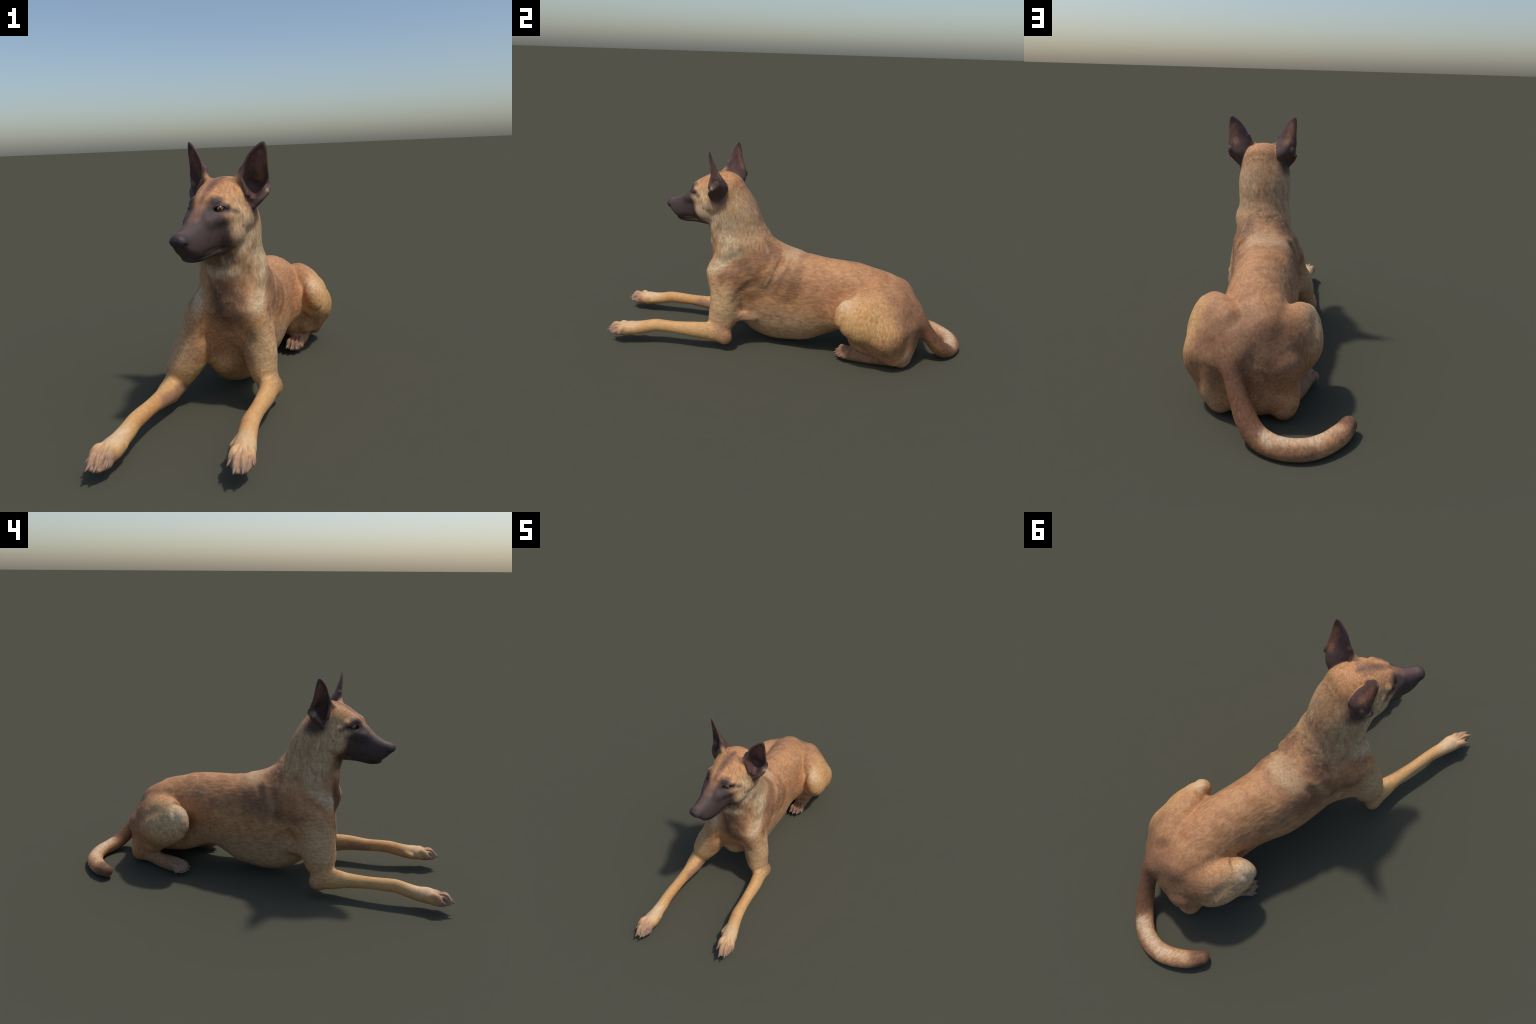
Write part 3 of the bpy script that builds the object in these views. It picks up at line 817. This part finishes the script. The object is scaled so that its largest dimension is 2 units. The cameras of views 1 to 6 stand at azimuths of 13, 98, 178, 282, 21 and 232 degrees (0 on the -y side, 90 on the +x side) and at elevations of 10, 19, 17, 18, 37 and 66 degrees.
    paint((0.50, 0.325, 0.165), g.blob(p, (0.19, -0.33, 0.27), (0.09, 0.12, 0.12), 0.5), 0.8)
    paint((0.50, 0.325, 0.165), g.blob(p, (-0.22, -0.35, 0.27), (0.09, 0.12, 0.12), 0.5), 0.8)
    paint((0.30, 0.160, 0.100), g.stroke(p, (-0.195, -0.36, 0.09), (-0.215, -0.56, 0.095), 0.026, 0.5), 0.8)
    paint((0.30, 0.160, 0.100), g.stroke(p, (0.128, -0.36, 0.09), (0.134, -0.56, 0.095), 0.026, 0.5), 0.8)
    paint(FORE, g.stroke(p, (-0.225, -0.56, 0.11), (-0.232, -0.72, 0.10), 0.022, 0.6), 0.8)
    paint(FORE, g.stroke(p, (0.150, -0.58, 0.125), (0.150, -0.72, 0.11), 0.030, 0.6), 0.8)
    paint((0.30, 0.155, 0.085), g.blob(p, (0.20, -0.27, 0.11), (0.05, 0.06, 0.06), 0.6), 0.7)
    paint((0.34, 0.180, 0.100), g.blob(p, (-0.28, -0.30, 0.09), (0.05, 0.06, 0.05), 0.6), 0.5)
    paint((0.66, 0.450, 0.260), g.blob(p, (0.185, -0.83, 0.12), (0.05, 0.06, 0.035), 0.6), 0.7)
    paint((0.68, 0.480, 0.290), g.blob(p, (-0.27, -0.85, 0.12), (0.05, 0.07, 0.035), 0.6), 0.8)
    for cx, cy in ((0.188, -0.925), (-0.287, -0.965)):
        paint(TOE, g.blob(p, (cx, cy, 0.06), (0.08, 0.062, 0.06), 0.4), 0.9)
        for s in (-1, 1):
            paint((0.27, 0.165, 0.120), g.blob(p, (cx + 0.038 * s, cy + 0.02, 0.065), (0.022, 0.04, 0.025), 0.6), 0.6)
    # --- hindquarters
    paint((0.250, 0.122, 0.065), g.blob(p, (0.05, 0.70, 0.30), (0.28, 0.12, 0.15), 0.6), 0.75)
    paint((0.27, 0.140, 0.085), g.stroke(p, (0.20, 0.56, 0.40), (0.27, 0.68, 0.28), 0.030, 0.8), 0.5)
    paint((0.27, 0.140, 0.085), g.stroke(p, (-0.15, 0.55, 0.46), (-0.16, 0.66, 0.40), 0.030, 0.8), 0.5)
    paint(GOLD, g.blob(p, (0.31, 0.44, 0.29), (0.10, 0.16, 0.12), 0.7), 0.9)
    paint((0.165, 0.080, 0.045), g.blob(p, (-0.03, 0.70, 0.26), (0.07, 0.08, 0.10), 0.8), 0.6)  # rump beside the tail root darkened, partly for shading; left side next
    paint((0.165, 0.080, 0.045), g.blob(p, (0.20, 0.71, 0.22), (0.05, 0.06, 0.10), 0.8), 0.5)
    paint((0.58, 0.380, 0.195), g.blob(p, (-0.22, 0.47, 0.31), (0.08, 0.13, 0.12), 0.8), 0.9)
    paint((0.66, 0.480, 0.290), g.blob(p, (0.27, 0.34, 0.38), (0.05, 0.05, 0.05), 0.9), 0.6)  # highlight painted pale on the left knee; right knee follows
    paint((0.64, 0.480, 0.310), g.blob(p, (-0.20, 0.42, 0.37), (0.05, 0.05, 0.06), 0.9), 0.65)
    paint((0.290, 0.145, 0.072), g.blob(p, (0.25, 0.67, 0.27), (0.10, 0.09, 0.12), 0.8), 0.65)
    paint((0.330, 0.170, 0.082), g.blob(p, (0.30, 0.50, 0.13), (0.08, 0.16, 0.05), 0.8), 0.5)
    paint((0.330, 0.170, 0.082), g.blob(p, (-0.17, 0.58, 0.14), (0.10, 0.12, 0.05), 0.8), 0.45)
    paint((0.50, 0.330, 0.200), g.blob(p, (0.20, 0.65, 0.07), (0.07, 0.06, 0.06), 0.6), 0.6)
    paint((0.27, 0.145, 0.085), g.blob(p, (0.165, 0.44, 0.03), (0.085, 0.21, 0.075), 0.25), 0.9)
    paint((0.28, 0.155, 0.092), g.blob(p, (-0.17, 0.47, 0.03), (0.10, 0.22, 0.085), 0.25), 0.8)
    paint((0.30, 0.190, 0.140), g.blob(p, (-0.20, 0.42, 0.05), (0.06, 0.06, 0.05), 0.5), 0.8)
    paint((0.30, 0.165, 0.105), g.blob(p, (0.165, 0.35, 0.05), (0.06, 0.05, 0.05), 0.5), 0.7)
    # --- tail: brown root, pale middle, brown tip, darker rim below
    paint((0.185, 0.084, 0.044), g.stroke(p, (0.13, 0.75, 0.24), (0.05, 0.895, 0.06), 0.055, 0.4), 0.92)
    paint((0.21, 0.10, 0.055), g.stroke(p, (0.01, 0.97, 0.03), (-0.16, 0.995, 0.03), 0.030, 0.6), 0.6)
    paint((0.68, 0.500, 0.320), g.stroke(p, (-0.02, 0.935, 0.085), (-0.17, 0.935, 0.085), 0.036, 0.7), 0.95)
    paint((0.60, 0.400, 0.240), g.stroke(p, (-0.17, 0.935, 0.085), (-0.26, 0.87, 0.085), 0.030, 0.7), 0.8)
    paint((0.150, 0.070, 0.042), g.blob(p, (-0.322, 0.795, 0.045), (0.065, 0.08, 0.06), 0.5), 0.92)
    # --- head
    paint((0.52, 0.255, 0.110), g.blob(hd, (0.0, -0.05, 0.085), (0.13, 0.20, 0.115), 0.35), 0.95)
    paint((0.58, 0.370, 0.190), g.blob(hd, (0.10, -0.075, -0.02), (0.05, 0.07, 0.06), 0.6), 0.85)
    paint((0.60, 0.420, 0.255), g.blob(hd, (0.11, -0.095, -0.105), (0.06, 0.07, 0.07), 0.6), 0.85)
    paint((0.57, 0.420, 0.270), g.stroke(hd, (0.105, -0.115, -0.09), (0.09, -0.120, -0.15), 0.024, 0.8), 0.6)
    paint((0.22, 0.120, 0.070), g.stroke(hd, (0.10, -0.075, -0.14), (0.12, -0.14, -0.10), 0.010, 0.9), 0.5)
    paint((0.115, 0.062, 0.050), g.stroke(hd, (0.0, 0.01, 0.055), (0.0, -0.13, 0.105), 0.014, 0.9), 0.8)
    paint((0.20, 0.105, 0.065), g.stroke(hd, (0.0, -0.02, 0.07), (0.032, -0.12, 0.105), 0.013, 0.9), 0.6)
    # black mask over muzzle, jaw, lids and brows, fading into a tan blaze on the bridge
    paint(MASK, g.blob(hd, (0.0, 0.130, -0.105), (0.110, 0.165, 0.122), 0.22), 1.0)
    paint(MASK, g.blob(hd, (0.048, 0.025, -0.080), (0.058, 0.085, 0.085), 0.30), 1.0)
    paint(MASK, g.stroke(hd, (0.035, 0.030, -0.020), (0.060, 0.010, -0.045), 0.026, 0.5), 0.9)
    paint((0.078, 0.050, 0.040), g.blob(hd, (0.052, -0.020, -0.150), (0.052, 0.075, 0.062), 0.40), 0.95)
    paint((0.36, 0.185, 0.105), g.stroke(hd, (0.0, 0.000, 0.055), (0.004, 0.085, -0.030), 0.016, 0.8), 0.80)
    paint((0.150, 0.092, 0.080), g.stroke(hd, (0.0, 0.07, -0.030), (0.0, 0.16, -0.065), 0.020, 0.8), 0.7)
    paint((0.150, 0.082, 0.060), g.stroke(hd, (0.0, 0.015, 0.045), (0.010, 0.060, -0.015), 0.006, 0.9), 0.6)
    paint((0.040, 0.030, 0.032), g.blob(hd, (0.048, 0.004, 0.022), (0.030, 0.034, 0.022), 0.5), 0.95)
    paint((0.058, 0.042, 0.040), g.blob(hd, (0.064, 0.004, 0.000), (0.036, 0.040, 0.018), 0.5), 0.9)
    paint((0.017, 0.013, 0.013), g.blob(h0, (0.0665, 0.008, -0.003), (0.026, 0.030, 0.0118), 0.2), 0.95)  # upper lid's cast shadow painted dark around the eye
    paint((0.070, 0.046, 0.040), g.stroke(hd, (0.085, -0.018, -0.006), (0.104, -0.050, -0.014), 0.013, 0.9), 0.85)
    paint((0.13, 0.080, 0.060), g.blob(hd, (0.118, -0.080, -0.073), (0.018, 0.007, 0.006), 0.8), 0.7)
    paint((0.012, 0.009, 0.010), g.stroke(h0, (0.066, -0.020, -0.150), (0.054, 0.055, -0.167), 0.0090, 0.5), 0.95)
    paint((0.020, 0.015, 0.016), g.stroke(h0, (0.054, 0.055, -0.167), (0.030, 0.135, -0.172), 0.0065, 0.6), 0.9)
    paint((0.21, 0.145, 0.130), g.stroke(h0, (0.046, 0.020, -0.020), (0.084, -0.010, -0.0165), 0.0055, 0.9), 0.75)
    paint((0.034, 0.026, 0.025), g.stroke(h0, (0.056, 0.005, -0.172), (0.030, 0.115, -0.184), 0.011, 0.5), 0.85)
    for a, b in (((0.040, 0.022, -0.010), (0.056, 0.014, -0.004)), ((0.078, -0.006, -0.001), (0.090, -0.019, -0.004))):
        paint((0.010, 0.008, 0.008), g.stroke(h0, a, b, 0.0042, 0.6), 0.95)
    # dark ear foot
    paint((0.080, 0.046, 0.036), g.blob(hd, (0.128, -0.180, -0.002), (0.040, 0.065, 0.052), 0.55), 0.95)
    # --- fur grain
    k = g.math("ADD", g.math("MULTIPLY", strand, 2.2), -0.10)
    smooth = g.math("MULTIPLY", g.math("MULTIPLY", g.ramp(f, -0.03, 0.06), g.ramp(u, -0.32, -0.22)), 0.75)
    sep = [g.node("ShaderNodeSeparateXYZ", {0: p0}, i) for i in (1, 2)]
    shin = g.math("MULTIPLY", g.math("MULTIPLY", g.ramp(sep[0], -0.36, -0.46), g.ramp(sep[1], 0.24, 0.18)), 0.6)
    smooth = g.math("MAXIMUM", smooth, shin)
    k = g.node("ShaderNodeMix", {0: smooth, 2: k, 3: 1.0}, 0)
    c = g.vmath("SCALE", c, k)
    tint = g.noise(p0, 30.0, 2.0)
    c = g.mix(c, g.vmath("MULTIPLY", c, (0.90, 0.80, 0.72)), g.math("MULTIPLY", g.ramp(tint, 0.5, 0.7), 0.6))
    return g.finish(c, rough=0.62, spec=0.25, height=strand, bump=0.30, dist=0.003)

def ear_material():
    g = Graph("ear_coat")
    p0 = g.pos
    dh = g.vmath("SUBTRACT", p0, tuple(HO))
    l = g.vmath("DOT_PRODUCT", dh, tuple(HL), out=1)
    f = g.vmath("DOT_PRODUCT", dh, tuple(HF), out=1)
    u = g.vmath("DOT_PRODUCT", dh, tuple(HU), out=1)
    h0 = g.node("ShaderNodeCombineXYZ", {0: g.math("ABSOLUTE", l), 1: f, 2: u})
    hd = g.warp(g.warp(h0, 25.0, 0.018), 80.0, 0.006)
    # outer back: dark with russet streaks; inside: dark wine skin
    c = g.mix((0.075, 0.044, 0.038), (0.115, 0.066, 0.054), g.noise(h0, 40.0))
    c = g.mix(c, (0.30, 0.135, 0.070), g.math("MULTIPLY", g.stroke(hd, (0.132, -0.185, 0.10), (0.150, -0.160, 0.19), 0.014, 0.9), 0.75))
    c = g.mix(c, (0.24, 0.105, 0.055), g.math("MULTIPLY", g.stroke(hd, (0.165, -0.205, 0.10), (0.166, -0.170, 0.17), 0.010, 0.9), 0.6))
    c = g.mix(c, (0.20, 0.090, 0.045), g.math("MULTIPLY", g.blob(hd, (0.150, -0.235, 0.005), (0.03, 0.03, 0.035), 0.7), 0.7))
    c = g.mix(c, (0.130, 0.052, 0.056), g.math("MULTIPLY", g.stroke(hd, (0.118, -0.150, 0.06), (0.148, -0.140, 0.17), 0.026, 0.5), 0.8))
    c = g.mix(c, (0.46, 0.300, 0.210), g.math("MULTIPLY", g.blob(hd, (0.172, -0.172, 0.062), (0.013, 0.016, 0.014), 0.8), 0.7))
    c = g.mix(c, (0.44, 0.235, 0.110), g.math("MULTIPLY", g.blob(hd, (0.062, -0.105, 0.085), (0.024, 0.03, 0.035), 0.5), 0.85))
    v = g.vmath("MULTIPLY", p0, (120, 120, 35))
    s = g.noise(v, 1.0, 3.0)
    c = g.vmath("SCALE", c, g.ramp(s, 0.25, 0.75, 0.8, 1.2))
    return g.finish(c, rough=0.6, spec=0.25, height=s, bump=0.15, dist=0.002)

def nose_material():
    g = Graph("nose_leather")
    v = g.node("ShaderNodeTexVoronoi", {"Vector": g.pos, "Scale": 260.0}, "Distance")
    c = g.mix((0.034, 0.025, 0.027), (0.058, 0.042, 0.043), v)
    return g.finish(c, rough=0.55, spec=0.3, height=v, bump=0.2, dist=0.001)

def claw_material():
    g = Graph("horn")
    n = g.noise(g.vmath("MULTIPLY", g.pos, (1, 1, 0.3)), 180.0)
    return g.finish(g.mix((0.17, 0.105, 0.080), (0.33, 0.215, 0.165), n), rough=0.45, spec=0.35)

def eye_material():
    g = Graph("eye")
    x, y, z = (g.node("ShaderNodeSeparateXYZ", {0: g.pos}, i) for i in range(3))
    r = g.math("SQRT", g.math("ADD", g.math("MULTIPLY", x, x), g.math("MULTIPLY", z, z)))
    n = g.noise(g.pos, 220.0, 3.0)
    iris = g.mix((0.110, 0.045, 0.016), (0.260, 0.110, 0.035), n)
    c = g.mix((0.006, 0.005, 0.005), iris, g.ramp(r, 0.0044, 0.0058))
    c = g.mix(c, (0.030, 0.018, 0.014), g.ramp(r, 0.0098, 0.0114))
    return g.finish(c, rough=0.12, spec=0.5, **{"Coat Weight": 0.6, "Coat Roughness": 0.04})

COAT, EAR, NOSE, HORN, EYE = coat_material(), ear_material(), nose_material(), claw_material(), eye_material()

# --------------------------------------------------------------------------
# 7. objects
# --------------------------------------------------------------------------
COLL = bpy.context.scene.collection
root = bpy.data.objects.new("dog", None)
root.empty_display_size = 0.3
root["label"] = "short-haired tan shepherd dog with black mask, lying down, head raised"
root["category"] = "dog"
COLL.objects.link(root)

NORMALS = vertex_normals(verts, faces)

def region_object(name, region, material, parent):
    sel = faces[FACE_REGION == REGIONS.index(region)]
    used, inv = np.unique(sel, return_inverse=True)
    inv = inv.reshape(-1, 4)
    me = bpy.data.meshes.new(name)
    me.from_pydata(verts[used].tolist(), [], inv.tolist())
    me.materials.append(material)
    me.polygons.foreach_set("use_smooth", np.ones(len(inv), bool))
    me.normals_split_custom_set_from_vertices(NORMALS[used].tolist())
    ob = bpy.data.objects.new(name, me)
    ob.parent = parent
    COLL.objects.link(ob)
    return ob

PARTS = {}
for name, region, mat, par in (
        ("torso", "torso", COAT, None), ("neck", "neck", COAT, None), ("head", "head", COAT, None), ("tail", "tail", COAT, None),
        ("foreleg", "foreleg", COAT, None), ("foreleg.001", "foreleg.001", COAT, None),
        ("hindleg", "hindleg", COAT, None), ("hindleg.001", "hindleg.001", COAT, None),
        ("muzzle", "muzzle", COAT, "head"), ("nose", "nose", NOSE, "head"),
        ("ear", "ear", EAR, "head"), ("ear.001", "ear.001", EAR, "head"),
        ("forepaw", "forepaw", COAT, "foreleg"), ("forepaw.001", "forepaw.001", COAT, "foreleg.001"),
        ("hindpaw", "hindpaw", COAT, "hindleg"), ("hindpaw.001", "hindpaw.001", COAT, "hindleg.001")):
    PARTS[name] = region_object(name, region, mat, PARTS[par] if par else root)

def lathe(name, profile, seg, material):
    """Solid of revolution about +y: profile rows (along, radius)."""
    vs, fs = [], []
    for t, r in profile:
        for j in range(seg):
            a = 2 * math.pi * j / seg
            vs.append((r * math.cos(a), t, r * math.sin(a)))
    for i in range(len(profile) - 1):
        for j in range(seg):
            k = (j + 1) % seg
            fs.append((i * seg + j, i * seg + k, (i + 1) * seg + k, (i + 1) * seg + j))
    me = bpy.data.meshes.new(name)
    me.from_pydata(vs, [], fs)
    me.materials.append(material)
    for p in me.polygons:
        p.use_smooth = True
    return me

# claws: one curved cone shared by all digits
claw_mesh = lathe("claw", [(-0.30, 0.30), (-0.1, 0.30), (0.2, 0.27), (0.5, 0.20), (0.75, 0.12), (0.92, 0.055), (1.0, 0.004)], 12, HORN)
for v in claw_mesh.vertices:
    v.co.z -= 0.10 * v.co.y ** 2
for i, (parent, a, b, r) in enumerate(CLAWS):
    d = b - a
    ob = bpy.data.objects.new("claw", claw_mesh)
    ob.parent = PARTS[parent]
    y = Vector(d).normalized(); x = y.cross(Vector((0, 0, 1))).normalized(); z = x.cross(y)
    L = float(np.linalg.norm(d)); w = r / 0.30
    M = Matrix.Translation(Vector(a)) @ Matrix((x, y, z)).transposed().to_4x4() @ Matrix.Diagonal((w, L, w, 1))
    ob.matrix_local = M
    COLL.objects.link(ob)

# eyes
n = 24
ball_profile = [(0.0165 * -math.cos(math.pi * i / n), max(1e-5, 0.0165 * math.sin(math.pi * i / n))) for i in range(n + 1)]
eye_mesh = lathe("eye", ball_profile, 32, EYE)
for s in (1, -1):
    out = HL * s * 0.56 + HF * 0.83 - HU * 0.02; out /= np.linalg.norm(out)
    c = H(s * 0.0665, 0.005, -0.003) - out * 0.0095
    ob = bpy.data.objects.new("eye", eye_mesh)
    ob.parent = PARTS["head"]
    y = Vector(out); x = y.cross(Vector(HU)).normalized(); z = x.cross(y)
    ob.matrix_local = Matrix.Translation(Vector(c)) @ Matrix((x, y, z)).transposed().to_4x4()
    COLL.objects.link(ob)
